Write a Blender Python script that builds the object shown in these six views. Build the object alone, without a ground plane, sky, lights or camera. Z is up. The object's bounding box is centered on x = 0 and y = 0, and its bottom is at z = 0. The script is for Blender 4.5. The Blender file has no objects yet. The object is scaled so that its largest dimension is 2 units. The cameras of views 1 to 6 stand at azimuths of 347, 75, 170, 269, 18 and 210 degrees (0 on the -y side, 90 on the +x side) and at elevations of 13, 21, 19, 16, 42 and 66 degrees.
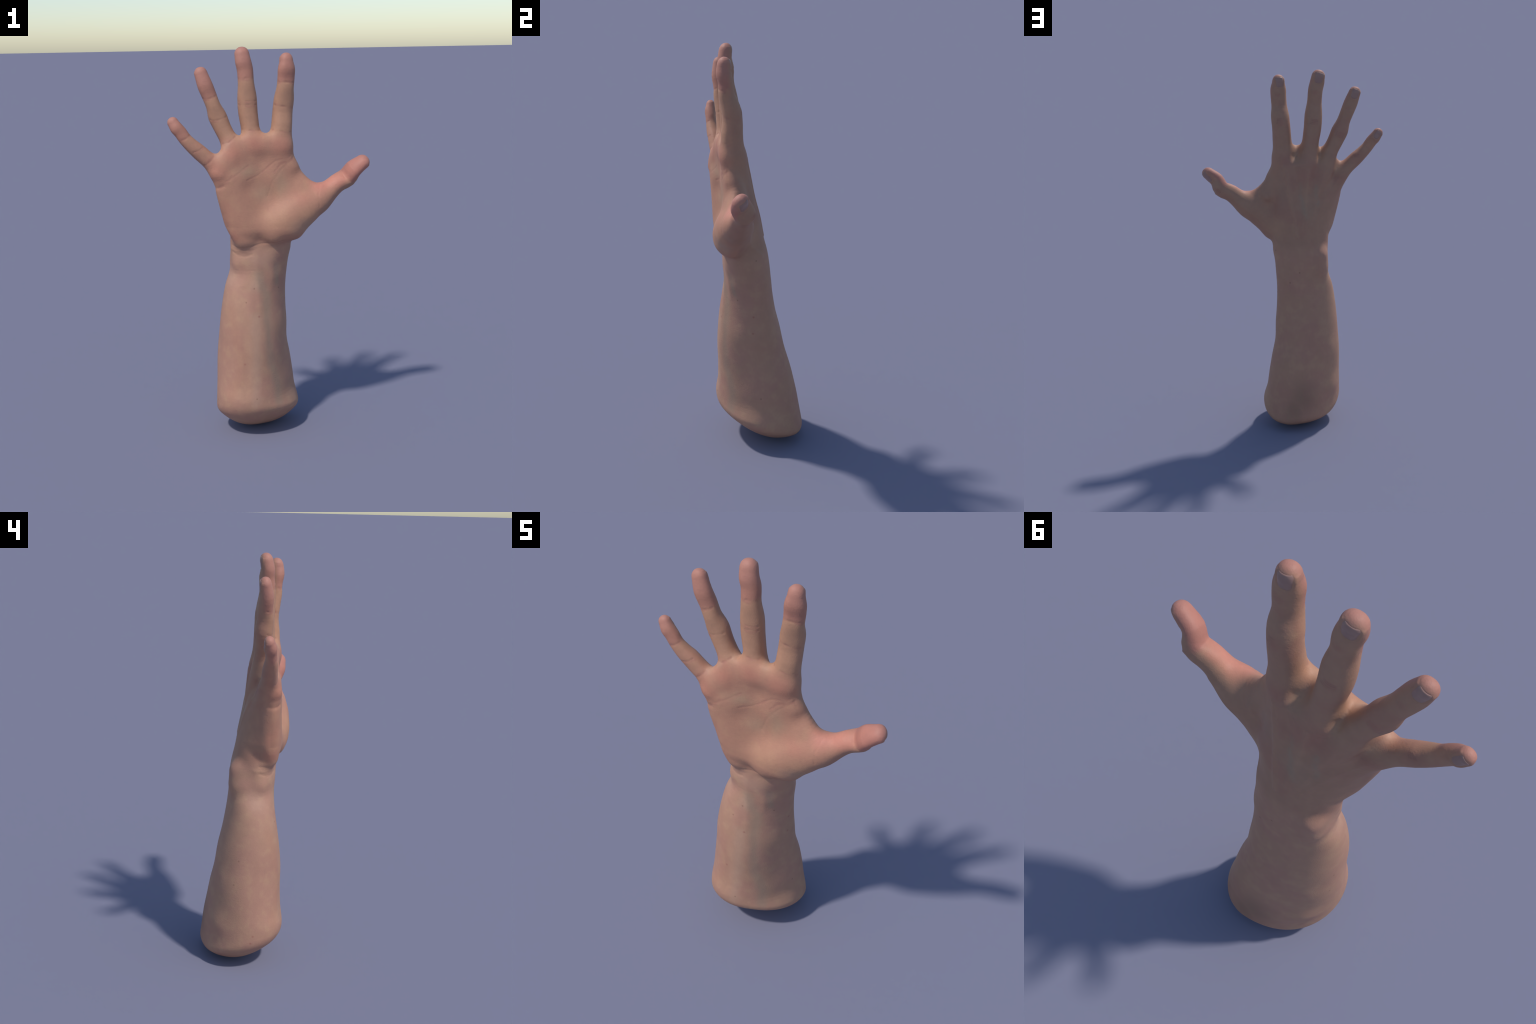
import bpy, math
import numpy as np
def catmull(P,sub):
    """resample rows of P (n,k) with Catmull-Rom, sub steps per span"""
    P=np.asarray(P,float);n=len(P)
    Q=np.vstack([2*P[0]-P[1],P,2*P[-1]-P[-2]])
    out=[]
    for i in range(n-1):
        a,b,c,d=Q[i:i+4]
        t=np.arange(sub)[:,None]/sub
        out.append(.5*(2*b+(c-a)*t+(2*a-5*b+4*c-d)*t*t+(3*b-a-3*c+d)*t**3))
    out.append(P[-1:])
    return np.vstack(out)
def gauge(comps,p):
    """signed first-order distance to a superquadric, comps = [(coord, radius)]"""
    s=sum(np.abs(c/r)**p for c,r in comps)+1e-12
    k0=s**(1/p)
    g=np.sqrt(sum((np.abs(c/r)**(p-1)/r)**2 for c,r in comps))*k0**(1-p)
    return (k0-1)/np.maximum(g,1e-6)
def tube(X,nodes,normal,p=2.2,sub=3,cap0=1.,cap1=1.35):
    """nodes rows: x,y,z,halfwidth,depth_front,depth_back. normal: front (palm) direction, (3,) or (n,3)"""
    N=np.asarray(nodes,float)
    nr=np.broadcast_to(np.asarray(normal,float),(len(N),3))
    D=catmull(np.hstack([N,nr]),sub)
    A=D[:-1];B=D[1:]
    best=np.full(len(X),1e9);out=np.zeros((len(X),9));over=np.zeros(len(X));tg=np.zeros((len(X),3))
    m=len(A)
    for i in range(m):
        a=A[i,:3];d=B[i,:3]-a;L2=d@d;L=np.sqrt(L2)
        t=((X-a)@d)/L2
        tc=np.clip(t,0,1)
        q=X-(a+tc[:,None]*d)
        d2=np.einsum('ij,ij->i',q,q)
        u=d2<best-1e-12
        best[u]=d2[u]
        out[u]=A[i]+(B[i]-A[i])*tc[u,None]
        o=np.zeros(len(X))
        if i==0:o=np.where(t<0,t*L,o)
        if i==m-1:o=np.where(t>1,(t-1)*L,o)
        over[u]=o[u];tg[u]=d/L
    q=X-out[:,:3]
    n=out[:,6:9];n=n-np.einsum('ij,ij->i',n,tg)[:,None]*tg
    n/=np.linalg.norm(n,axis=1)[:,None]+1e-9
    l=np.cross(tg,n)
    cl=np.einsum('ij,ij->i',q,l);cd=np.einsum('ij,ij->i',q,n);ca=np.einsum('ij,ij->i',q,tg)*(over!=0)
    w=np.maximum(out[:,3],.004);f=np.maximum(np.where(cd>0,out[:,4],out[:,5]),.004)
    e=np.where(over<0,cap0,cap1)*np.minimum(w,.5*(out[:,4]+out[:,5]))
    return gauge([(cl,w),(cd,f),(ca,np.maximum(e,.004))],p)
def stack(X,lev,sub=4):
    """lev rows: z,cx,cy,half width,front,back,turn,exponent,c3,s3 (triangular part of the outline)"""
    D=catmull(lev,sub);z=X[:,2]
    c=[np.interp(z,D[:,0],D[:,k]) for k in range(10)]
    over=np.where(z>D[-1,0],z-D[-1,0],np.where(z<D[0,0],z-D[0,0],0))
    dx=X[:,0]-c[1];dy=X[:,1]-c[2];cs=np.cos(c[6]);sn=np.sin(c[6])
    l=cs*dx+sn*dy;d=-sn*dx+cs*dy
    b=np.where(d<0,c[4],c[5])
    th=np.arctan2(d/b,l/c[3]);m=1+c[8]*np.cos(3*th)+c[9]*np.sin(3*th)
    return gauge([(l,np.maximum(c[3],.01)*m),(d,np.maximum(b,.01)*m),(over,.05)],c[7])
def smin(a,b,k):
    h=np.maximum(k-np.abs(a-b),0)/k
    return np.minimum(a,b)-h*h*k*.25
def smax(a,b,k): return -smin(-a,-b,k)

def base_cut(X,c):
    """rounded, slanted underside of the cut forearm"""
    x0,y0,hl,hr,hf,hb,z0,kc,pl,pr,pf,pb=c
    dx=X[:,0]-x0;dy=X[:,1]-y0
    hx=np.where(dx<0,hl,hr);px=np.where(dx<0,pl,pr);hy=np.where(dy<0,hf,hb);py=np.where(dy<0,pf,pb)
    ax=np.abs(dx)/.15+1e-4;ay=np.abs(dy)/.15+1e-4
    zc=z0+hx*ax**px+hy*ay**py+kc*dx*dy
    gx=np.sign(dx)*hx*px*ax**(px-1)/.15+kc*dy;gy=np.sign(dy)*hy*py*ay**(py-1)/.15+kc*dx
    return (zc-X[:,2])/np.sqrt(1+gx**2+gy**2)
def combine(d,z):
    arm=smax(d['stack'],d['cut'],.02)
    arm=smin(arm,d['ulna'],.05)
    # the heel of the hand meets the wrist in a fold, higher up it flows into the palm
    h=np.clip((z-1.05)/.10,0,1);k=.018+.062*h*h*(3-2*h)
    pal=smin(arm,d['hypothenar'],k)
    pal=smin(pal,d['thenar'],k)
    pal=smin(pal,d['heel'],k)
    pal=smin(pal,d['web_bar'],.05)
    f=d['index']
    f=smin(f,d['middle'],.012);f=smin(f,d['ring'],.012);f=smin(f,d['pinky'],.012)
    pal=smin(pal,f,.035)
    t=smin(d['thumb'],d['web_t'],.05)
    return smin(pal,t,.05)

# control points: centre line x,y,z, half width, depth to the palm side, depth to the back
PARTS={}
PARTS['index']=np.array([
    [0.03, -0.071, 1.255, 0.045, 0.04, 0.043],
    [0.049, -0.092, 1.46, 0.054, 0.046, 0.052],
    [0.061, -0.105, 1.598, 0.051, 0.045, 0.053],
    [0.068, -0.104, 1.685, 0.049, 0.038, 0.051],
    [0.074, -0.113, 1.749, 0.049, 0.035, 0.048],
    [0.077, -0.125, 1.801, 0.042, 0.03, 0.039],
    [0.081, -0.129, 1.852, 0.042, 0.027, 0.035],
    [0.082, -0.133, 1.892, 0.042, 0.031, 0.034],
    [0.082, -0.129, 1.927, 0.033, 0.031, 0.03],
])
PARTS['middle']=np.array([
    [-0.055, -0.048, 1.25, 0.04, 0.039, 0.042],
    [-0.076, -0.063, 1.455, 0.047, 0.047, 0.048],
    [-0.087, -0.073, 1.592, 0.044, 0.048, 0.049],
    [-0.099, -0.075, 1.686, 0.047, 0.043, 0.048],
    [-0.103, -0.078, 1.759, 0.047, 0.041, 0.044],
    [-0.108, -0.083, 1.827, 0.039, 0.036, 0.037],
    [-0.111, -0.08, 1.89, 0.039, 0.033, 0.036],
    [-0.119, -0.081, 1.926, 0.039, 0.032, 0.031],
    [-0.123, -0.074, 1.959, 0.036, 0.032, 0.027],
])
PARTS['ring']=np.array([
    [-0.101, -0.041, 1.228, 0.039, 0.037, 0.042],
    [-0.155, -0.059, 1.418, 0.045, 0.045, 0.047],
    [-0.193, -0.071, 1.541, 0.041, 0.046, 0.045],
    [-0.226, -0.068, 1.615, 0.042, 0.042, 0.039],
    [-0.25, -0.066, 1.673, 0.045, 0.042, 0.039],
    [-0.27, -0.072, 1.724, 0.035, 0.037, 0.036],
    [-0.29, -0.073, 1.777, 0.036, 0.031, 0.035],
    [-0.308, -0.076, 1.822, 0.037, 0.03, 0.033],
    [-0.324, -0.069, 1.873, 0.032, 0.026, 0.027],
])
PARTS['pinky']=np.array([
    [-0.135, -0.063, 1.211, 0.028, 0.031, 0.036],
    [-0.226, -0.083, 1.36, 0.035, 0.036, 0.04],
    [-0.297, -0.096, 1.453, 0.037, 0.035, 0.039],
    [-0.346, -0.097, 1.502, 0.038, 0.033, 0.036],
    [-0.385, -0.098, 1.538, 0.034, 0.031, 0.032],
    [-0.416, -0.098, 1.571, 0.031, 0.026, 0.026],
    [-0.438, -0.095, 1.604, 0.031, 0.026, 0.024],
    [-0.455, -0.092, 1.624, 0.031, 0.028, 0.028],
    [-0.469, -0.087, 1.648, 0.027, 0.023, 0.021],
])
PARTS['thumb']=np.array([
    [0.108, -0.115, 1.11, 0.066, 0.064, 0.047],
    [0.186, -0.125, 1.205, 0.06, 0.058, 0.051],
    [0.27, -0.129, 1.268, 0.051, 0.046, 0.049],
    [0.338, -0.132, 1.325, 0.046, 0.041, 0.047],
    [0.388, -0.135, 1.354, 0.049, 0.032, 0.049],
    [0.417, -0.154, 1.395, 0.048, 0.033, 0.033],
    [0.458, -0.163, 1.426, 0.039, 0.032, 0.026],
])
PARTS['thenar']=np.array([
    [0.011, -0.116, 1.099, 0.069, 0.073, 0.059],
    [0.069, -0.138, 1.152, 0.083, 0.075, 0.069],
    [0.136, -0.144, 1.198, 0.077, 0.065, 0.07],
    [0.216, -0.134, 1.232, 0.053, 0.049, 0.062],
])
PARTS['hypothenar']=np.array([
    [-0.128, -0.098, 1.064, 0.062, 0.054, 0.058],
    [-0.154, -0.113, 1.146, 0.075, 0.049, 0.058],
    [-0.182, -0.117, 1.248, 0.077, 0.041, 0.058],
    [-0.201, -0.121, 1.357, 0.078, 0.037, 0.049],
    [-0.203, -0.106, 1.413, 0.058, 0.032, 0.04],
])
PARTS['web_t']=np.array([
    [0.051, -0.119, 1.401, 0.085, 0.025, 0.034],
    [0.092, -0.114, 1.345, 0.083, 0.034, 0.044],
    [0.151, -0.126, 1.304, 0.067, 0.036, 0.044],
    [0.213, -0.136, 1.277, 0.05, 0.031, 0.039],
])
PARTS['web_bar']=np.array([
    [-0.262, -0.117, 1.404, 0.028, 0.029, 0.026],
    [-0.227, -0.111, 1.458, 0.047, 0.031, 0.031],
    [-0.185, -0.105, 1.493, 0.052, 0.033, 0.037],
    [-0.141, -0.103, 1.521, 0.052, 0.033, 0.038],
    [-0.078, -0.108, 1.531, 0.051, 0.033, 0.037],
    [-0.011, -0.116, 1.532, 0.052, 0.033, 0.037],
    [0.055, -0.116, 1.512, 0.05, 0.04, 0.038],
])
PARTS['heel']=np.array([
    [-0.108, -0.094, 1.088, 0.045, 0.045, 0.05],
    [-0.045, -0.103, 1.091, 0.044, 0.051, 0.05],
    [0.027, -0.117, 1.087, 0.047, 0.057, 0.05],
])
PARTS['ulna']=np.array([
    [-0.134, 0.024, 0.94, 0.038, 0.029, 0.044],
    [-0.137, 0.033, 0.987, 0.032, 0.029, 0.04],
])
PARTS['stack']=np.array([
    [-0.03, -0.028, 0.018, 0.23, 0.193, 0.225, 0.169, 1.911, -0.01, 0.08],
    [0.06, -0.039, 0.011, 0.233, 0.191, 0.213, 0.316, 1.921, -0.005, 0.05],
    [0.14, -0.05, 0.006, 0.237, 0.188, 0.198, 0.46, 1.942, 0.001, 0.018],
    [0.22, -0.066, 0.008, 0.233, 0.18, 0.179, 0.585, 1.996, 0.012, -0.017],
    [0.3, -0.069, 0.01, 0.22, 0.175, 0.165, 0.519, 2.034, 0.026, -0.01],
    [0.4, -0.075, 0.005, 0.206, 0.169, 0.158, 0.452, 2.023, 0.037, -0.003],
    [0.5, -0.083, -0.005, 0.19, 0.164, 0.154, 0.377, 1.944, 0.045, 0.002],
    [0.6, -0.081, -0.013, 0.183, 0.152, 0.145, 0.296, 1.926, 0.033, -0.007],
    [0.7, -0.078, -0.019, 0.172, 0.132, 0.129, 0.233, 1.952, 0.039, -0.001],
    [0.8, -0.066, -0.023, 0.16, 0.114, 0.115, 0.153, 2.068, 0.023, 0.015],
    [0.88, -0.047, -0.028, 0.147, 0.107, 0.113, 0.02, 2.16, 0.001, 0.033],
    [0.95, -0.042, -0.038, 0.147, 0.106, 0.117, -0.064, 2.136, -0.005, 0.003],
    [1.02, -0.039, -0.046, 0.154, 0.101, 0.115, -0.127, 2.03, -0.002, -0.013],
    [1.1, -0.046, -0.052, 0.149, 0.093, 0.105, -0.091, 2.097, -0.002, -0.001],
    [1.2, -0.046, -0.057, 0.155, 0.079, 0.092, -0.029, 2.176, -0.002, 0.0],
    [1.3, -0.056, -0.066, 0.156, 0.069, 0.081, -0.026, 2.202, -0.0, 0.001],
    [1.4, -0.052, -0.074, 0.15, 0.065, 0.073, -0.051, 2.2, 0.001, -0.0],
    [1.48, -0.049, -0.076, 0.125, 0.057, 0.064, -0.069, 2.197, 0.0, -0.0],
])
PARTS['cut']=np.array([-0.028, 0.072, 0.037, 0.043, 0.063, 0.068, -0.001, -1.073, 2.461, 2.523, 1.868, 2.426])
NORMALS={'index': (0.1, -1, 0.1), 'middle': (0, -1, 0.1), 'ring': (-0.1, -1, 0.1), 'pinky': (-0.2, -1, 0.1), 'thumb': (-0.45, -0.6, 0.65), 'thenar': (0, -1, 0), 'hypothenar': (-0.2, -1, 0), 'web_t': (0, -1, 0.2), 'web_bar': (0, -1, 0), 'heel': (0, -1, 0), 'ulna': (0, -1, 0)}

# ---------------------------------------------------------------- implicit surface -> quad mesh
def bounds(name):
    n = PARTS[name]
    r = n[:, 3:6].max() * 1.25 + 0.07
    return n[:, :3].min(0) - r, n[:, :3].max(0) + r

def evaluate(X, detail=False):
    """field of the whole limb; every part is only evaluated near itself"""
    d = {}
    for k in PARTS:
        v = np.full(len(X), 0.08)
        if k == 'stack':
            v = stack(X, PARTS[k])
        elif k == 'cut':
            v = base_cut(X, PARTS[k])
        else:
            lo, hi = bounds(k)
            m = np.all((X > lo) & (X < hi), axis=1)
            if m.any():
                v[m] = np.minimum(tube(X[m], PARTS[k], NORMALS[k]), 0.08)
        d[k] = v
    return combine(d, X[:, 2])

def surface_nets(vox):
    lo = np.array([-0.56, -0.30, -0.05]); hi = np.array([0.58, 0.31, 2.06])
    n = np.ceil((hi - lo) / vox).astype(int); n += (4 - n % 4)
    # coarse pass, then only the band near the surface
    nc = n // 4 + 1
    g = np.stack(np.meshgrid(*[np.arange(k) for k in nc], indexing='ij'), -1).reshape(-1, 3)
    dc = evaluate(lo + g * vox * 4).reshape(nc)
    F = np.repeat(np.repeat(np.repeat(dc, 4, 0), 4, 1), 4, 2)[2:2 + n[0] + 1, 2:2 + n[1] + 1, 2:2 + n[2] + 1]
    # coarse values are enough far away
    F = F.copy()
    idx = np.argwhere(np.abs(F) < vox * 6.5)
    F[idx[:, 0], idx[:, 1], idx[:, 2]] = evaluate(lo + idx * vox)
    s = F < 0
    nx, ny, nz = np.array(F.shape) - 1
    acc = np.zeros((nx, ny, nz, 3)); cnt = np.zeros((nx, ny, nz))
    corner = lambda A, o: A[o[0]:o[0] + nx, o[1]:o[1] + ny, o[2]:o[2] + nz]
    for ax in range(3):
        o1, o2 = [a for a in range(3) if a != ax]
        for p in (0, 1):
            for q in (0, 1):
                a = [0, 0, 0]; a[o1] = p; a[o2] = q
                b = list(a); b[ax] = 1
                fa, fb = corner(F, a), corner(F, b)
                x = (fa < 0) != (fb < 0)
                t = np.where(x, fa / np.where(x, fa - fb, 1), 0)
                P = np.zeros((nx, ny, nz, 3)); P[..., o1] = p; P[..., o2] = q; P[..., ax] = t
                acc += P * x[..., None]; cnt += x
    cell = cnt > 0
    vid = np.full(cell.shape, -1); vid[cell] = np.arange(cell.sum())
    ci = np.argwhere(cell)
    V = lo + (ci + acc[cell] / cnt[cell][:, None]) * vox
    Q = []
    for ax in range(3):
        o1, o2 = (ax + 1) % 3, (ax + 2) % 3
        a = [slice(1, -1)] * 3; a[ax] = slice(0, -1)
        b = list(a); b[ax] = slice(1, None)
        sa, sb = s[tuple(a)], s[tuple(b)]
        for flip in (0, 1):
            e = np.argwhere((sa & ~sb) if not flip else (~sa & sb))
            off = np.ones(3, int); off[ax] = 0
            e = e + off
            c = []
            for p, q in ((0, 0), (1, 0), (1, 1), (0, 1)):
                k = e.copy(); k[:, o1] -= 1 - p; k[:, o2] -= 1 - q
                c.append(vid[k[:, 0], k[:, 1], k[:, 2]])
            c = np.stack(c, 1)
            Q.append(c if not flip else c[:, ::-1])
    return V, np.vstack(Q)

def vertex_normals(V, Q):
    fn = np.cross(V[Q[:, 2]] - V[Q[:, 0]], V[Q[:, 3]] - V[Q[:, 1]])
    i = Q.ravel()
    N = np.stack([np.bincount(i, np.repeat(fn[:, k], 4), minlength=len(V)) for k in range(3)], 1)
    return N / (np.linalg.norm(N, axis=1)[:, None] + 1e-12)

def neighbours(Q, n):
    """edges of the quad mesh and how many meet at each point"""
    i = Q.ravel(); j = np.roll(Q, -1, 1).ravel()
    A = np.concatenate([i, j]); B = np.concatenate([j, i])
    return A, B, np.bincount(A, minlength=n)

def relax(V, Q, it, w=None):
    A, B, c = neighbours(Q, len(V))
    for _ in range(it):
        S = np.stack([np.bincount(A, V[B, k], minlength=len(V)) for k in range(3)], 1) / c[:, None]
        V = V + (0.5 if w is None else 0.5 * w[:, None]) * (S - V)
    return V

def project(V, Q, it=2):
    for _ in range(it):
        V = V - np.clip(evaluate(V), -0.01, 0.01)[:, None] * vertex_normals(V, Q)
    return V

def subdivide(V, Q):
    """split every quad in four"""
    E = np.sort(np.stack([Q, np.roll(Q, -1, 1)], -1).reshape(-1, 2), axis=1)
    U, inv = np.unique(E, axis=0, return_inverse=True)
    inv = inv.reshape(Q.shape) + len(V)
    fc = len(V) + len(U) + np.arange(len(Q))
    V2 = np.vstack([V, V[U].mean(1), V[Q].mean(1)])
    Q2 = np.vstack([np.stack([Q[:, i], inv[:, i], fc, inv[:, (i - 1) % 4]], 1) for i in range(4)])
    return V2, Q2

def palm_mask(V):
    """1 inside the palm, 0 near its rim, on the fingers and on the back: there the flesh is smoothed out"""
    x, y, z = V.T
    s = lambda a, b, v: np.clip((v - a) / (b - a), 0, 1)
    m = s(1.07, 1.13, z) * s(1.54, 1.47, z + 0.25 * np.maximum(0, -x - 0.16))
    m *= s(-0.255, -0.19, x + 0.30 * (1.36 - z)) * s(0.14, 0.07, x - 0.5 * np.maximum(0, 1.3 - z))
    return m * s(-0.075, -0.11, y)

def build_skin(vox):
    V, Q = surface_nets(vox)
    V = project(relax(V, Q, 2), Q)
    w = palm_mask(V)
    V = relax(V, Q, 130, w)
    # the wrist's fold and the ulna's head flow softly into the forearm
    x, y, z = V.T
    fold = np.exp(-((z - 1.03) / .035) ** 2) * np.clip((-.06 - y) / .04, 0, 1) * .55
    head = np.exp(-(((x + .16) / .06) ** 2 + ((y - .035) / .06) ** 2 + ((z - .965) / .07) ** 2)) * .9
    V = relax(V, Q, 28, np.maximum(fold, head))
    V = relax(V, Q, 3)
    V, Q = subdivide(V, Q)
    x, y, z = V.T
    soft = np.exp(-((z - 1.03) / .035) ** 2) * (y < -.06) + np.exp(-(((x + .16) / .07) ** 2 + ((y - .035) / .07) ** 2 + ((z - .965) / .08) ** 2))
    w = np.clip(np.maximum(palm_mask(V), soft), 0.3, 1)
    P = project(V, Q, 1)
    V = P + w[:, None] * (V - P)
    return relax(V, Q, 2), Q

# ---------------------------------------------------------------- surface relief
# lines on the skin: (points, height in mm, half width in mm); negative = crease, positive = ridge
LINES = [
    # palm
    ([(-.268, -.131, 1.329), (-.230, -.155, 1.364), (-.175, -.156, 1.395), (-.119, -.144, 1.433)], -.8, 4),
    ([(-.124, -.155, 1.362), (-.073, -.144, 1.382), (-.029, -.144, 1.416), (.016, -.150, 1.451), (.093, -.145, 1.472)], -.9, 4),
    ([(.012, -.151, 1.401), (.044, -.152, 1.433), (.107, -.137, 1.462)], -.8, 4),
    ([(.103, -.140, 1.455), (.048, -.152, 1.412), (.000, -.150, 1.351), (-.023, -.143, 1.277), (-.022, -.160, 1.211), (.009, -.198, 1.131)], -.7, 5),
    ([(.107, -.137, 1.462), (.118, -.137, 1.43), (.128, -.14, 1.40)], -.8, 5),
    ([(-.283, -.09, 1.327), (-.268, -.131, 1.329), (-.245, -.150, 1.338)], -1.6, 8),
    # folds of the fingers, palm side
    ([(.039, -.138, 1.830), (.074, -.156, 1.829), (.113, -.143, 1.826)], -1.8, 5),
    ([(.023, -.118, 1.721), (.059, -.144, 1.714), (.113, -.124, 1.705)], -1.8, 5),
    ([(.009, -.125, 1.600), (.049, -.150, 1.595), (.104, -.131, 1.588)], -1.6, 5),
    ([(-.147, -.082, 1.850), (-.116, -.117, 1.851), (-.075, -.100, 1.850)], -1.8, 5),
    ([(-.148, -.091, 1.742), (-.110, -.118, 1.743), (-.067, -.107, 1.742)], -1.4, 4.5),
    ([(-.146, -.092, 1.725), (-.111, -.118, 1.724), (-.065, -.105, 1.725)], -1.4, 4.5),
    ([(-.133, -.089, 1.604), (-.101, -.122, 1.602), (-.055, -.116, 1.600)], -1.6, 5),
    ([(-.321, -.080, 1.759), (-.291, -.104, 1.759), (-.261, -.098, 1.771)], -1.6, 5),
    ([(-.289, -.082, 1.656), (-.255, -.107, 1.655), (-.213, -.097, 1.669)], -1.8, 5),
    ([(-.235, -.104, 1.539), (-.206, -.125, 1.549), (-.171, -.115, 1.575)], -1.6, 5),
    ([(-.435, -.119, 1.566), (-.417, -.124, 1.574), (-.396, -.114, 1.588)], -1.5, 4.5),
    ([(-.381, -.125, 1.508), (-.357, -.130, 1.515), (-.336, -.122, 1.529)], -1.5, 4.5),
    ([(-.327, -.119, 1.443), (-.303, -.133, 1.459), (-.280, -.124, 1.486)], -1.6, 5),
    ([(.363, -.124, 1.386), (.369, -.168, 1.358), (.392, -.179, 1.336)], -2.0, 6),
    ([(.242, -.155, 1.324), (.224, -.191, 1.279), (.228, -.199, 1.224)], -1.2, 5),
    # wrist
    ([(-.189, -.063, 1.028), (-.161, -.122, 1.020), (-.119, -.139, 1.025), (-.063, -.144, 1.042), (-.008, -.160, 1.045), (.046, -.172, 1.055), (.101, -.156, 1.053)], -1.6, 6),
    ([(-.186, -.066, .993), (-.168, -.093, .979), (-.139, -.117, .975), (-.106, -.132, .986)], -1.7, 7),
    ([(-.190, -.04, 1.008), (-.165, -.105, 1.000), (-.130, -.128, .999)], 2.0, 9),
    ([(-.18, -.09, .905), (-.13, -.126, .902), (-.06, -.136, .905), (.0, -.132, .91)], -0.7, 4),
    # tendons and hollows on the back of the hand
    ([(.061, -.033, 1.484), (.045, -.017, 1.399), (.028, .004, 1.298), (.012, .029, 1.197), (.000, .046, 1.105)], 4.5, 7.5),
    ([(-.067, -.004, 1.472), (-.063, .006, 1.378), (-.052, .021, 1.271), (-.035, .042, 1.161)], 3.0, 9),
    ([(-.161, -.011, 1.461), (-.133, .003, 1.374), (-.101, .021, 1.266), (-.070, .042, 1.162)], 2.6, 9),
    ([(-.238, -.042, 1.399), (-.181, -.010, 1.326), (-.132, .017, 1.252), (-.091, .040, 1.161)], 2.2, 9),
    ([(.318, -.083, 1.284), (.251, -.061, 1.236), (.168, -.059, 1.154), (.103, -.032, 1.084), (.081, .016, 1.029)], 3.0, 12),
    ([(.005, -.054, 1.538), (.001, -.014, 1.449), (-.014, .005, 1.343)], -6.0, 18),
    ([(-.134, -.041, 1.536), (-.101, -.004, 1.448), (-.077, .010, 1.343)], -6.0, 18),
    ([(-.219, -.043, 1.431), (-.164, -.003, 1.364), (-.117, .015, 1.295)], -6.0, 18),
    # forearm tendons and the ulna's edge
    ([(-.085, -.137, 1.0), (-.080, -.137, .90), (-.075, -.138, .80), (-.075, -.150, .68)], 1.3, 14),
    ([(-.045, -.138, 1.0), (-.040, -.137, .90), (-.035, -.138, .80), (-.030, -.150, .68), (-.02, -.16, .5)], -1.3, 20),
    ([(.00, -.135, 1.0), (.00, -.130, .90), (.00, -.128, .80)], 1.2, 14),
    ([(-.15, -.13, .80), (-.15, -.155, .6), (-.15, -.17, .4), (-.16, -.18, .25)], -2.5, 22),
    ([(.045, .19, .06), (.055, .175, .22), (.05, .15, .38), (.02, .11, .58)], 3.0, 26),
]
# knuckles on the back: point, size factor
KNUCKLES = {
    'index': [(.080, -.062, 1.729, 1.), (.084, -.095, 1.861, .6)],
    'middle': [(-.098, -.029, 1.728, 1.), (-.108, -.045, 1.882, .6)],
    'ring': [(-.242, -.028, 1.655, 1.), (-.290, -.040, 1.794, .6)],
    'pinky': [(-.345, -.066, 1.535, .8), (-.412, -.076, 1.612, .5)],
    'thumb': [(.416, -.095, 1.345, 1.)],
}
BUMPS = [((.055, -.045, 1.535), 2.0, 28), ((-.075, -.018, 1.53), 1.5, 28), ((-.17, -.02, 1.50), 1.0, 26), ((-.27, -.05, 1.425), 1.0, 24),
         ((-.155, -.128, 1.055), 2.0, 28), ((-.14, .06, .90), 5.0, 45),
         ((.15, -.072, 1.312), 17.0, 42), ((.118, -.135, 1.42), 9.0, 36), ((.04, -.125, .93), -7.0, 52), ((-.175, -.078, .93), 8.0, 40),
         ((-.11, -.15, 1.335), -13.0, 62), ((-.04, -.147, 1.46), -5.0, 45), ((-.16, -.15, 1.43), -6.0, 45), ((-.22, -.125, 1.50), -5.0, 32),
         ((.145, -.065, 1.31), 10.0, 30), ((.09, -.10, .38), -5.0, 70), ((.11, -.10, .24), -3.0, 75), ((-.24, .09, .52), -7.0, 70), ((-.22, .15, .25), 7.0, 60)]

def polyline_distance(V, pts):
    best = np.full(len(V), 1e9)
    pts = np.asarray(pts, float)
    for a, b in zip(pts[:-1], pts[1:]):
        d = b - a
        t = np.clip((V - a) @ d / (d @ d), 0, 1)
        best = np.minimum(best, np.linalg.norm(V - a - t[:, None] * d, axis=1))
    return best

def finger_frame(name):
    n = PARTS[name]
    T = n[-1, :3]
    a = T - n[-3, :3]; a = a / np.linalg.norm(a)
    p = np.array(NORMALS[name], float); p -= (p @ a) * a; p /= np.linalg.norm(p)
    return T, a, p, np.cross(a, p)

def nail_size(name):
    n = PARTS[name][-1]
    w = n[3]
    e = 1.35 * min(w, .5 * (n[4] + n[5]))
    top = e - 0.012
    length = (0.058 if name != 'thumb' else 0.062) * (w / 0.036) ** 0.8
    return top - length, top, 0.70 * w

def half_width(v, hw):
    """outline of a nail: rounded root, nearly straight sides, gently rounded free edge"""
    root = np.clip((0.42 - v) / 0.42, 0, 1)
    tip = np.clip((v - 0.80) / 0.20, 0, 1)
    return hw * np.sqrt(np.maximum(1 - 0.80 * root ** 2.4, 0)) * (1 - 0.22 * tip ** 2) * (0.93 + 0.07 * v)

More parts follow.
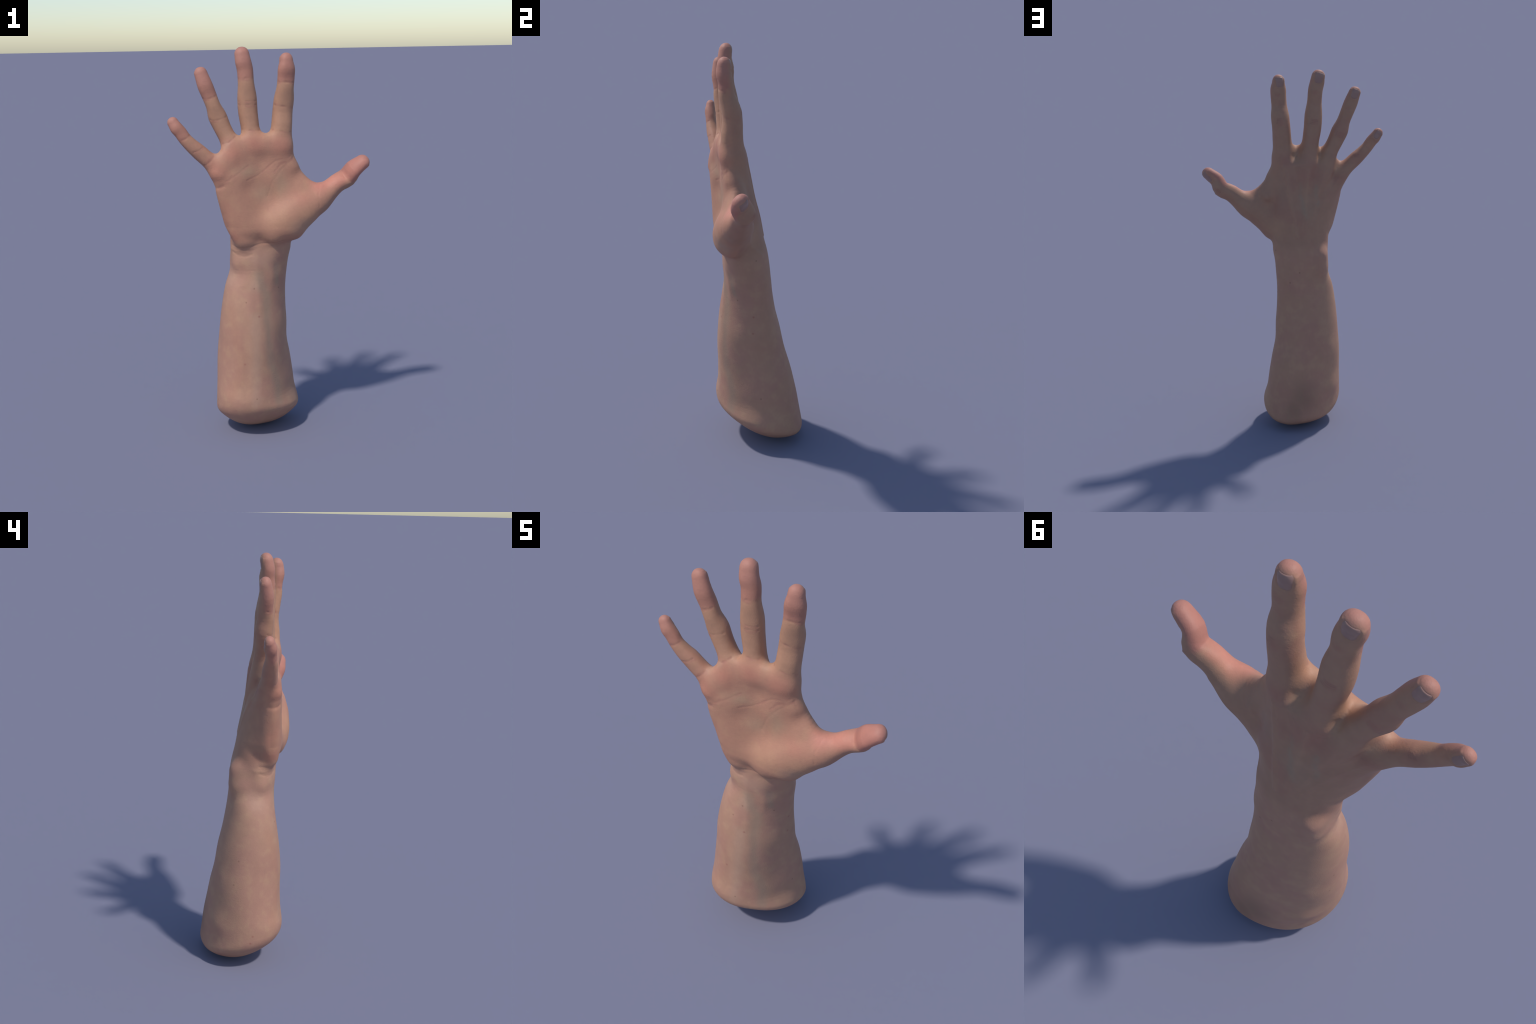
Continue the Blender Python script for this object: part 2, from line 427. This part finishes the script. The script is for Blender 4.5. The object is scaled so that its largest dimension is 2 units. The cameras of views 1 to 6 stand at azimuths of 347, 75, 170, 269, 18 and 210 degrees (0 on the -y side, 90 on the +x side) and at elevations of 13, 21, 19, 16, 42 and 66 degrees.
def relief(V, Q):
    N = vertex_normals(V, Q)
    h = np.zeros(len(V))
    lines = list(LINES)
    bumps = list(BUMPS)
    for name, ks in KNUCKLES.items():
        T, a, p, l = finger_frame(name)
        for x, y, z, s in ks:
            c = np.array([x, y, z])
            bumps.append(((x, y, z), 3.2 * s, 20))
            for off, dep in ((-.014, .9), (-.005, 1.2), (.004, 1.1), (.013, .8)):
                m = c + a * off * s
                lines.append(([m - l * .024 * s + p * .006 - a * off * .35, m, m + l * .024 * s + p * .006 - a * off * .35], -1.7 * dep * (.5 + .5 * s), 3.8))
    for pts, mm, w in lines:
        w *= .001
        lo = np.min(pts, 0) - 3 * w; hi = np.max(pts, 0) + 3 * w
        i = np.where(np.all((V > lo) & (V < hi), axis=1))[0]
        h[i] += mm * .001 * np.exp(-(polyline_distance(V[i], pts) / w) ** 2)
    for c, mm, r in bumps:
        d = np.linalg.norm(V - np.array(c), axis=1)
        h += mm * .001 * np.exp(-(d / (r * .001)) ** 2)
    for name in FINGERS:
        T, a, p, l = finger_frame(name)
        s0, s1, hw = nail_size(name)
        q = V - T
        near = np.where((np.linalg.norm(q, axis=1) < .12) & (q @ p < 0))[0]
        q = q[near]
        v = (q @ a - s0) / (s1 - s0)
        u = np.abs(q @ l) / half_width(np.clip(v, 0, 1), hw)
        out = np.maximum((u - 1) * hw, np.maximum(-v, v - 1) * (s1 - s0))   # >0 outside the nail
        fold = np.where(v > .9, -.2, 1.) * np.exp(-((out - .004) / .004) ** 2) * .0016
        h[near] += fold - .0018 * np.clip(-out / .004, 0, 1) - np.where(v > .9, 0., .0010) * np.exp(-(out / .002) ** 2)
    return V + N * h[:, None]

# ---------------------------------------------------------------- meshes
FINGERS = ['index', 'middle', 'ring', 'pinky', 'thumb']

def make_mesh(name, V, Q, N=None):
    me = bpy.data.meshes.new(name)
    me.vertices.add(len(V)); me.vertices.foreach_set('co', V.ravel())
    me.loops.add(Q.size); me.loops.foreach_set('vertex_index', Q.ravel().astype(np.int32))
    me.polygons.add(len(Q)); me.polygons.foreach_set('loop_start', np.arange(0, Q.size, 4, dtype=np.int32))
    me.polygons.foreach_set('loop_total', np.full(len(Q), 4, np.int32))
    me.polygons.foreach_set('use_smooth', np.ones(len(Q), bool))
    me.update(calc_edges=True)
    if N is not None:
        me.normals_split_custom_set_from_vertices(N)
    return me

def add(name, mesh, parent, mat):
    ob = bpy.data.objects.new(name, mesh)
    bpy.context.collection.objects.link(ob)
    ob.parent = parent
    mesh.materials.append(mat)
    return ob

def regions(C):
    """which part a face centre belongs to: 0 forearm, 1 palm, 2.. fingers"""
    lab = np.where(C[:, 2] < 1.03 + 0.10 * (C[:, 0] + .05), 0, 1)
    for i, f in enumerate(FINGERS):
        n = PARTS[f]
        b = n[2, :3] + (0 if f != 'thumb' else .3) * (n[3, :3] - n[2, :3])
        d = n[4, :3] - b; d = d / np.linalg.norm(d)
        m = np.where(((C - b) @ d > 0) & (C[:, 2] > 1.1))[0]
        near = tube(C[m], n, NORMALS[f]) < .012
        lab[m[near]] = 2 + i
    return lab

def nail_mesh(name):
    T, a, p, l = finger_frame(name)
    s0, s1, hw = nail_size(name)
    nu, nv = 19, 23
    u = np.linspace(-1, 1, nu); v = np.linspace(0, 1, nv)
    U, W = np.meshgrid(u, v, indexing='ij')
    lat = U * half_width(W, hw)
    ax = s0 + W * (s1 - s0)
    t = np.linspace(-.085, .03, 120)
    base = T + ax[..., None] * a + lat[..., None] * l
    X = base[:, :, None] + t[:, None] * p
    f = evaluate(X.reshape(-1, 3)).reshape(nu, nv, -1)
    k = np.argmax(f < 0, axis=2)
    ii, jj = np.meshgrid(np.arange(nu), np.arange(nv), indexing='ij')
    f0 = f[ii, jj, k - 1]; f1 = f[ii, jj, k]
    h = t[k - 1] + (t[k] - t[k - 1]) * f0 / (f0 - f1)
    # towards the free edge the plate runs on straighter than the flesh
    j0 = int(nv * .72)
    slope = (h[:, j0] - h[:, j0 - 5]) / 5
    run = np.maximum(np.arange(nv) - j0, 0)
    straight = h[:, j0][:, None] + slope[:, None] * run + .00006 * run ** 2
    h = np.where(np.arange(nv) > j0, np.minimum(h, .75 * h + .25 * straight), h)
    lift = .0007 - .0028 * np.abs(U) ** 5 - .0022 * np.clip((.12 - W) / .12, 0, 1)
    top = base + (h - lift)[..., None] * p
    bot = top + p * .006
    V = np.vstack([top.reshape(-1, 3), bot.reshape(-1, 3)])
    g = np.arange(nu * nv).reshape(nu, nv); o = nu * nv
    Q = [np.stack([g[:-1, :-1], g[:-1, 1:], g[1:, 1:], g[1:, :-1]], -1).reshape(-1, 4)]
    Q.append(Q[0][:, ::-1] + o)
    ring = np.concatenate([g[0, :], g[1:, -1], g[-1, -2::-1], g[-2:0:-1, 0]])
    nxt = np.roll(ring, -1)
    Q.append(np.stack([ring, ring + o, nxt + o, nxt], 1))
    Q = np.vstack(Q)
    if ((np.cross(V[Q[0, 2]] - V[Q[0, 0]], V[Q[0, 3]] - V[Q[0, 1]])) @ p) > 0:
        Q = Q[:, ::-1]
    return V, Q

# ---------------------------------------------------------------- materials
class Graph:
    def __init__(self, name, box=None):
        self.box = box      # patches that do not reach the part are left out of its material
        self.mat = bpy.data.materials.new(name); self.mat.use_nodes = True
        self.t = self.mat.node_tree
        self.bsdf = self.t.nodes['Principled BSDF']
        self.P = self.t.nodes.new('ShaderNodeTexCoord').outputs['Object']
        sx = self.t.nodes.new('ShaderNodeSeparateXYZ'); self.t.links.new(self.P, sx.inputs[0])
        self.x, self.y, self.z = sx.outputs
    def put(self, sock, v):
        if isinstance(v, bpy.types.NodeSocket): self.t.links.new(v, sock)
        elif isinstance(v, (tuple, list)) and len(v) == 3 and sock.type == 'RGBA': sock.default_value = (*v, 1)
        else: sock.default_value = v
    def math(self, op, a, b=0., c=0., clamp=False):
        n = self.t.nodes.new('ShaderNodeMath'); n.operation = op; n.use_clamp = clamp
        for s, v in zip(n.inputs, (a, b, c)): self.put(s, v)
        return n.outputs[0]
    def vec(self, op, a, b=None, out=0):
        n = self.t.nodes.new('ShaderNodeVectorMath'); n.operation = op
        self.put(n.inputs[0], a)
        if b is not None: self.put(n.inputs[1], b)
        return n.outputs[out]
    def step(self, v, a, b):
        """smooth 0..1 from a to b"""
        n = self.t.nodes.new('ShaderNodeMapRange'); n.interpolation_type = 'SMOOTHSTEP'
        flip = b < a
        self.put(n.inputs[0], v); n.inputs[1].default_value = min(a, b); n.inputs[2].default_value = max(a, b)
        n.inputs[3].default_value = 1. if flip else 0.; n.inputs[4].default_value = 0. if flip else 1.
        return n.outputs[0]
    def noise(self, scale, detail=3., rough=.5, stretch=(1, 1, 1)):
        n = self.t.nodes.new('ShaderNodeTexNoise')
        self.put(n.inputs['Vector'], self.vec('MULTIPLY', self.P, stretch)); n.inputs['Scale'].default_value = scale
        n.inputs['Detail'].default_value = detail; n.inputs['Roughness'].default_value = rough
        return n.outputs['Fac']
    def blob(self, c, r, soft=.0):
        """ellipsoidal patch, 1 in the middle, 0 at radius r"""
        r = (r, r, r) if not isinstance(r, tuple) else r
        if not self.reaches(np.array(c) - r, np.array(c) + r): return None
        P = self.wob if soft == 0 else self.P
        d = self.vec('LENGTH', self.vec('MULTIPLY', self.vec('SUBTRACT', P, tuple(c)), tuple(1 / k for k in r)), out=1)
        return self.step(d, 1., soft)
    def reaches(self, lo, hi):
        return self.box is None or (np.all(lo - .03 < self.box[1]) and np.all(hi + .03 > self.box[0]))
    def line(self, pts, r, straight=False):
        """soft band along a polyline"""
        best = None
        if not self.reaches(np.min(pts, 0) - r, np.max(pts, 0) + r): return None
        for a, b in zip(pts[:-1], pts[1:]):
            a = np.array(a); d = np.array(b) - a
            q = self.vec('SUBTRACT', self.P if straight else self.wob, tuple(a))
            t = self.math('MULTIPLY', self.vec('DOT_PRODUCT', q, tuple(d), out=1), 1 / float(d @ d), clamp=True)
            n = self.t.nodes.new('ShaderNodeVectorMath'); n.operation = 'SCALE'
            n.inputs[0].default_value = tuple(d); self.put(n.inputs['Scale'], t)
            e = self.vec('LENGTH', self.vec('SUBTRACT', q, n.outputs[0]), out=1)
            best = e if best is None else self.math('MINIMUM', best, e)
        return self.step(best, r, 0.)
    def mix(self, a, b, f):
        if f is None: return a
        n = self.t.nodes.new('ShaderNodeMix'); n.data_type = 'RGBA'
        self.put(n.inputs[0], f); self.put(n.inputs[6], a); self.put(n.inputs[7], b)
        return n.outputs[2]
    def mul(self, *v):
        if any(k is None for k in v): return None
        o = v[0]
        for k in v[1:]: o = self.math('MULTIPLY', o, k)
        return o
    def any(self, ms):
        o = None
        for k in ms:
            if k is not None: o = k if o is None else self.math('MAXIMUM', o, k)
        return o

def skin(box):
    g = Graph('skin', box)
    nz = g.t.nodes.new('ShaderNodeTexNoise'); nz.inputs['Scale'].default_value = 14; nz.inputs['Detail'].default_value = 3
    g.put(nz.inputs['Vector'], g.P)
    n = g.t.nodes.new('ShaderNodeVectorMath'); n.operation = 'MULTIPLY_ADD'
    g.put(n.inputs[0], nz.outputs['Color']); n.inputs[1].default_value = (.05, .05, .05)
    g.put(n.inputs[2], g.vec('SUBTRACT', g.P, (.025, .025, .025)))
    g.wob = n.outputs[0]
    big = g.noise(7, 3); mid = g.noise(22, 4); fine = g.noise(90, 3)
    # --- where is the palm side
    ym = g.math('ADD', -.080, g.math('MULTIPLY', g.step(g.x, -.06, .09), -.040))
    front = g.step(g.math('SUBTRACT', g.y, ym), .018, -.022)
    tq = g.vec('DOT_PRODUCT', g.vec('SUBTRACT', g.P, (.40, -.150, 1.37)), (-.45, -.60, .65), out=1)
    thumb_side = g.step(tq, -.020, .015)
    on_thumb = g.step(g.x, .19, .26)
    palm_side = g.math('ADD', g.mul(front, g.math('SUBTRACT', 1., on_thumb)), g.mul(thumb_side, on_thumb))
    hand = g.step(g.z, 1.015, 1.075)
    palm = g.mul(palm_side, hand)
    # --- forearm
    c = g.mix(TAN, TAN_PINK, g.mul(g.step(big, .40, .62), .95))
    c = g.mix(c, TAN_YELLOW, g.mul(g.step(mid, .50, .68), .5))
    c = g.mix(c, TAN_RED, g.mul(g.line([(-.22, -.11, .70), (-.178, -.155, .513), (-.185, -.16, .349), (-.235, -.143, .25)], .05), .45))
    c = g.mix(c, PALE, g.mul(g.any([g.line([(-.10, -.165, .66), (-.105, -.182, .30), (-.11, -.19, .22)], .045), g.blob((-.09, -.139, .83), .06)]), .55))
    c = g.mix(c, VEIN, g.mul(g.any([g.line([(-.08, -.136, .88), (-.035, -.136, .769), (-.035, -.149, .657), (-.033, -.161, .531), (-.021, -.157, .412), (.016, -.143, .297), (.020, -.153, .19)], .045),
                                     g.line([(.018, -.125, .92), (.027, -.112, .83)], .03)]), .55))
    c = g.mix(c, PALE, g.mul(g.blob((-.20, -.06, .86), (.06, .09, .09)), .45))
    c = g.mix(c, PALE, g.mul(g.blob((-.06, -.13, .96), (.12, .08, .08)), .45))
    # --- back of the hand
    back = g.mul(g.math('SUBTRACT', 1., palm_side), hand)
    c = g.mix(c, BACK, g.mul(back, .8))
    c = g.mix(c, BACK_RED, g.mul(back, g.any([g.blob((-.07, 0, 1.44), (.14, .08, .10)), g.blob((.05, -.04, 1.52), .07), g.blob((-.24, -.04, 1.42), .08)]), .8))
    c = g.mix(c, BACK_RED, g.mul(back, g.step(big, .46, .64), .45))
    c = g.mix(c, VEIN, g.mul(back, g.any([g.blob((-.06, .03, 1.27), (.09, .06, .11)), g.blob((.07, -.02, 1.33), (.06, .06, .10))]), .25))
    c = g.mix(c, BACK_RED, g.mul(back, g.any(g.blob((x, y, z), .032 * (.6 + .4 * s)) for k in KNUCKLES.values() for x, y, z, s in k), .6))
    c = g.mix(c, TAN_YELLOW, g.mul(back, g.any([g.blob((.0, -.06, 1.52), .05), g.blob((-.15, -.05, 1.52), .05), g.blob((-.24, -.07, 1.45), .05), g.blob((-.385, -.07, 1.57), .03),
                                                 g.blob((.03, -.07, 1.76), .035), g.blob((.10, -.02, 1.15), .09)]), .7))
    c = g.mix(c, TAN_YELLOW, g.mul(back, g.any(g.line(LINES[i][0], .020) for i in (25, 26)), .28))
    c = g.mix(c, VEIN, g.mul(back, g.any([g.line([(-.02, .0, 1.40), (-.03, .02, 1.30), (-.06, .03, 1.20)], .022), g.line([(-.11, .005, 1.38), (-.12, .01, 1.28)], .02)]), .5))
    # --- palm
    c = g.mix(c, PALM, g.mul(palm, .95))
    c = g.mix(c, PALM_TAN, g.mul(palm, g.step(g.math('ADD', g.z, g.mul(big, .08)), 1.585, 1.625), .85))
    c = g.mix(c, PALM_TAN, g.mul(palm, g.step(mid, .48, .66), .5))
    pads = [(-.083, -.133, 1.545), (.045, -.150, 1.53), (-.195, -.134, 1.50), (-.275, -.14, 1.415)]
    c = g.mix(c, PALM_RED, g.mul(palm, g.any(g.blob(q, .085) for q in pads), .75))
    c = g.mix(c, PALM_RED, g.mul(palm, g.any([g.blob((-.20, -.12, 1.08), (.06, .07, .06)), g.blob((-.22, -.10, 1.22), (.05, .07, .14)), g.blob((.14, -.19, 1.28), (.09, .06, .07))]), .55))
    c = g.mix(c, PALM_TAN, g.mul(palm, g.any([g.blob((.03, -.18, 1.16), (.14, .10, .09)), g.blob((.16, -.20, 1.18), (.12, .10, .07))]), .75))
    c = g.mix(c, PALE_GREY, g.mul(palm, g.blob((.17, -.19, 1.13), (.13, .10, .06)), .55))
    c = g.mix(c, PALM_GREEN, g.mul(palm, g.any([g.blob((.04, -.15, 1.34), (.06, .06, .11)), g.blob((-.12, -.15, 1.41), (.09, .06, .05)), g.blob((-.05, -.15, 1.30), (.08, .06, .08))]), .6))
    # reddened pads: everything beyond the last fold, on the palm side and round the tip
    for f, dip, k in (('index', (.074, -.156, 1.829), .62), ('middle', (-.116, -.117, 1.851), .55), ('ring', (-.291, -.104, 1.762), .55), ('pinky', (-.417, -.124, 1.576), .55), ('thumb', (.369, -.168, 1.358), .85)):
        T, ax, pn, lt = finger_frame(f)
        mid_pt = .5 * (np.array(dip) - pn * .03 + T + ax * .03)
        reach = g.blob(tuple(mid_pt), .115, .78)
        if reach is None: continue
        q = g.vec('SUBTRACT', g.wob, dip)
        s = g.vec('DOT_PRODUCT', q, tuple(ax), out=1)
        under = g.step(g.vec('DOT_PRODUCT', g.vec('SUBTRACT', g.P, tuple(T)), tuple(pn), out=1), -.022, .006)
        c = g.mix(c, PAD, g.mul(reach, g.step(s, -.012, .016), under, g.math('ADD', k, g.mul(big, .3))))
        c = g.mix(c, PAD_LIGHT, g.mul(reach, g.step(s, .045, .10), under, .5))
    # fine folds over the knuckles
    for f, ks in KNUCKLES.items():
        T, ax, pn, lt = finger_frame(f)
        for x, y, z, sz in ks:
            if sz < .7: continue
            for off in (-.012, -.004, .005, .012):
                m = np.array((x, y, z)) + ax * off * sz
                c = g.mix(c, BACK_FOLD, g.mul(back, g.line([m - lt * .02 * sz + pn * .004, m, m + lt * .02 * sz + pn * .004], .0052, True), .38))
    crown = [((.083, -.125, 1.985), .05), ((-.125, -.07, 2.0), .045), ((-.335, -.065, 1.915), .045), ((-.478, -.078, 1.68), .04), ((.49, -.16, 1.455), .05)]
    c = g.mix(c, PAD_LIGHT, g.mul(g.any(g.blob(q, r) for q, r in crown), .75))
    # browner hollows beside the finger joints
    c = g.mix(c, FINGER_BROWN, g.mul(palm, g.any(g.blob(q, r) for q, r in [((.075, -.14, 1.765), (.06, .06, .045)), ((-.11, -.11, 1.79), (.05, .06, .04)), ((-.105, -.11, 1.66), (.04, .05, .03)),
            ((-.275, -.10, 1.70), (.05, .05, .05)), ((-.395, -.12, 1.55), (.035, .05, .03)), ((-.335, -.12, 1.49), (.03, .05, .025))]), .45))
    c = g.mix(c, THUMB_RED, g.mul(palm, g.any([g.blob((.425, -.18, 1.405), (.085, .07, .08)), g.line([(.235, -.16, 1.32), (.34, -.155, 1.35)], .075)]), .9))
    c = g.mix(c, PAD, g.mul(palm, g.blob((.43, -.18, 1.405), (.07, .06, .065)), .7))
    # reddish folds of the fingers
    folds = [l[0] for l in LINES[6:19]]
    c = g.mix(c, FOLD, g.mul(palm, g.any(g.line(f, .013) for f in folds), .45))
    c = g.mix(c, FOLD, g.mul(g.any([g.line(LINES[i][0], .012) for i in (0, 1, 2)]), .35))
    # pale webs
    c = g.mix(c, PALE, g.mul(g.any([g.blob(q, .035) for q in [(-.225, -.115, 1.535), (-.266, -.11, 1.497), (-.155, -.10, 1.588), (-.02, -.115, 1.59)]]), .5))
    # soft dark patch at the elbow: scan texture flaw painted into the colour
    c = g.mix(c, SCAN_DARK, g.mul(g.any([g.blob((-.03, .20, .20), (.13, .14, .19)), g.blob((.02, .20, .13), (.09, .12, .13))]), g.math('ADD', .25, g.mul(mid, .5))))
    # moles and freckles
    moles = [(-.098, -.14, .811), (-.142, -.145, .743), (-.105, -.191, .237), (.038, -.099, .797), (.128, -.019, .286), (.105, -.017, 1.017),
             (-.239, .061, .539), (-.249, .026, .577), (-.255, .049, .458), (.038, .071, .853), (-.013, .078, .912)]
    c = g.mix(c, MOLE, g.mul(g.any(g.blob(q, .0068, .2) for q in moles), .5))
    red = [(.089, -.035, .72), (.09, -.04, .633), (-.08, -.16, .668), (-.16, -.17, .423), (-.28, -.048, .2), (-.281, -.037, .164)]
    c = g.mix(c, SPOT, g.mul(g.any(g.blob(q, .009, .1) for q in red), .55))
    # mottling and fine grain
    hsv = g.t.nodes.new('ShaderNodeHueSaturation')
    g.put(hsv.inputs['Color'], c)
    g.put(hsv.inputs['Value'], g.math('ADD', .87, g.math('ADD', g.mul(mid, .16), g.mul(fine, .10))))
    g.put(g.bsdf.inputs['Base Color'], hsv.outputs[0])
    g.put(g.bsdf.inputs['Roughness'], g.math('ADD', .50, g.mul(fine, .15)))
    g.put(g.bsdf.inputs['Specular IOR Level'], .30)
    pores = g.t.nodes.new('ShaderNodeTexVoronoi'); pores.inputs['Scale'].default_value = 210
    g.put(pores.inputs['Vector'], g.P)
    bump = g.t.nodes.new('ShaderNodeBump'); bump.inputs['Strength'].default_value = .18; bump.inputs['Distance'].default_value = .003
    g.put(bump.inputs['Height'], g.math('ADD', g.mul(pores.outputs['Distance'], .5), g.mul(g.noise(60, 4, .6, (1, 1, 2.2)), .8)))
    g.put(g.bsdf.inputs['Normal'], bump.outputs[0])
    return g.mat

def nail_material():
    g = Graph('nail')
    n = g.noise(60, 2, .5)
    c = g.mix(NAIL, NAIL_PALE, g.mul(n, .6))
    g.put(g.bsdf.inputs['Base Color'], c)
    g.put(g.bsdf.inputs['Roughness'], .36); g.put(g.bsdf.inputs['Specular IOR Level'], .4)
    return g.mat

TAN = (.436, .240, .160); TAN_PINK = (.432, .226, .160); TAN_YELLOW = (.450, .264, .166); TAN_RED = (.415, .205, .138)
PALE = (.475, .292, .205); VEIN = (.340, .240, .168); BACK = (.390, .214, .142); BACK_RED = (.375, .176, .126)
PALM = (.455, .224, .148); PALM_TAN = (.455, .240, .150); PALM_RED = (.460, .192, .132); PALM_GREEN = (.410, .258, .165); PALE_GREY = (.43, .28, .195)
BACK_FOLD = (.27, .125, .095); PAD = (.415, .174, .132); PAD_LIGHT = (.460, .208, .160); FINGER_BROWN = (.385, .205, .132)
THUMB_RED = (.560, .222, .160); FOLD = (.36, .150, .115); SCAN_DARK = (.220, .128, .090); MOLE = (.20, .10, .06); SPOT = (.32, .11, .085)
NAIL = (.315, .178, .150); NAIL_PALE = (.390, .240, .190)

# ---------------------------------------------------------------- assembly
V, Q = build_skin(0.0066)
V = V + 0.0004 * vertex_normals(V, Q)      # what smoothing took away
V = relief(V, Q)
V = relax(V, Q, 1)
N = vertex_normals(V, Q)
root = bpy.data.objects.new('hand_and_forearm', None)
bpy.context.collection.objects.link(root)
root['label'] = 'raised open human hand with spread fingers on a cut forearm'
root['category'] = 'human hand'
nail_mat = nail_material()
lab = regions(V[Q].mean(1))
for i, name in enumerate(['forearm', 'palm', 'finger', 'finger', 'finger', 'finger', 'thumb']):
    q = Q[lab == i]
    ids, inv = np.unique(q, return_inverse=True)
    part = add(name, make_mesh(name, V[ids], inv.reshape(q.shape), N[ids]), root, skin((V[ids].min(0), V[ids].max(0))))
    if i >= 2:
        nv, nq = nail_mesh(FINGERS[i - 2])
        add('fingernail' if name == 'finger' else 'thumbnail', make_mesh('fingernail', nv, nq), part, nail_mat)
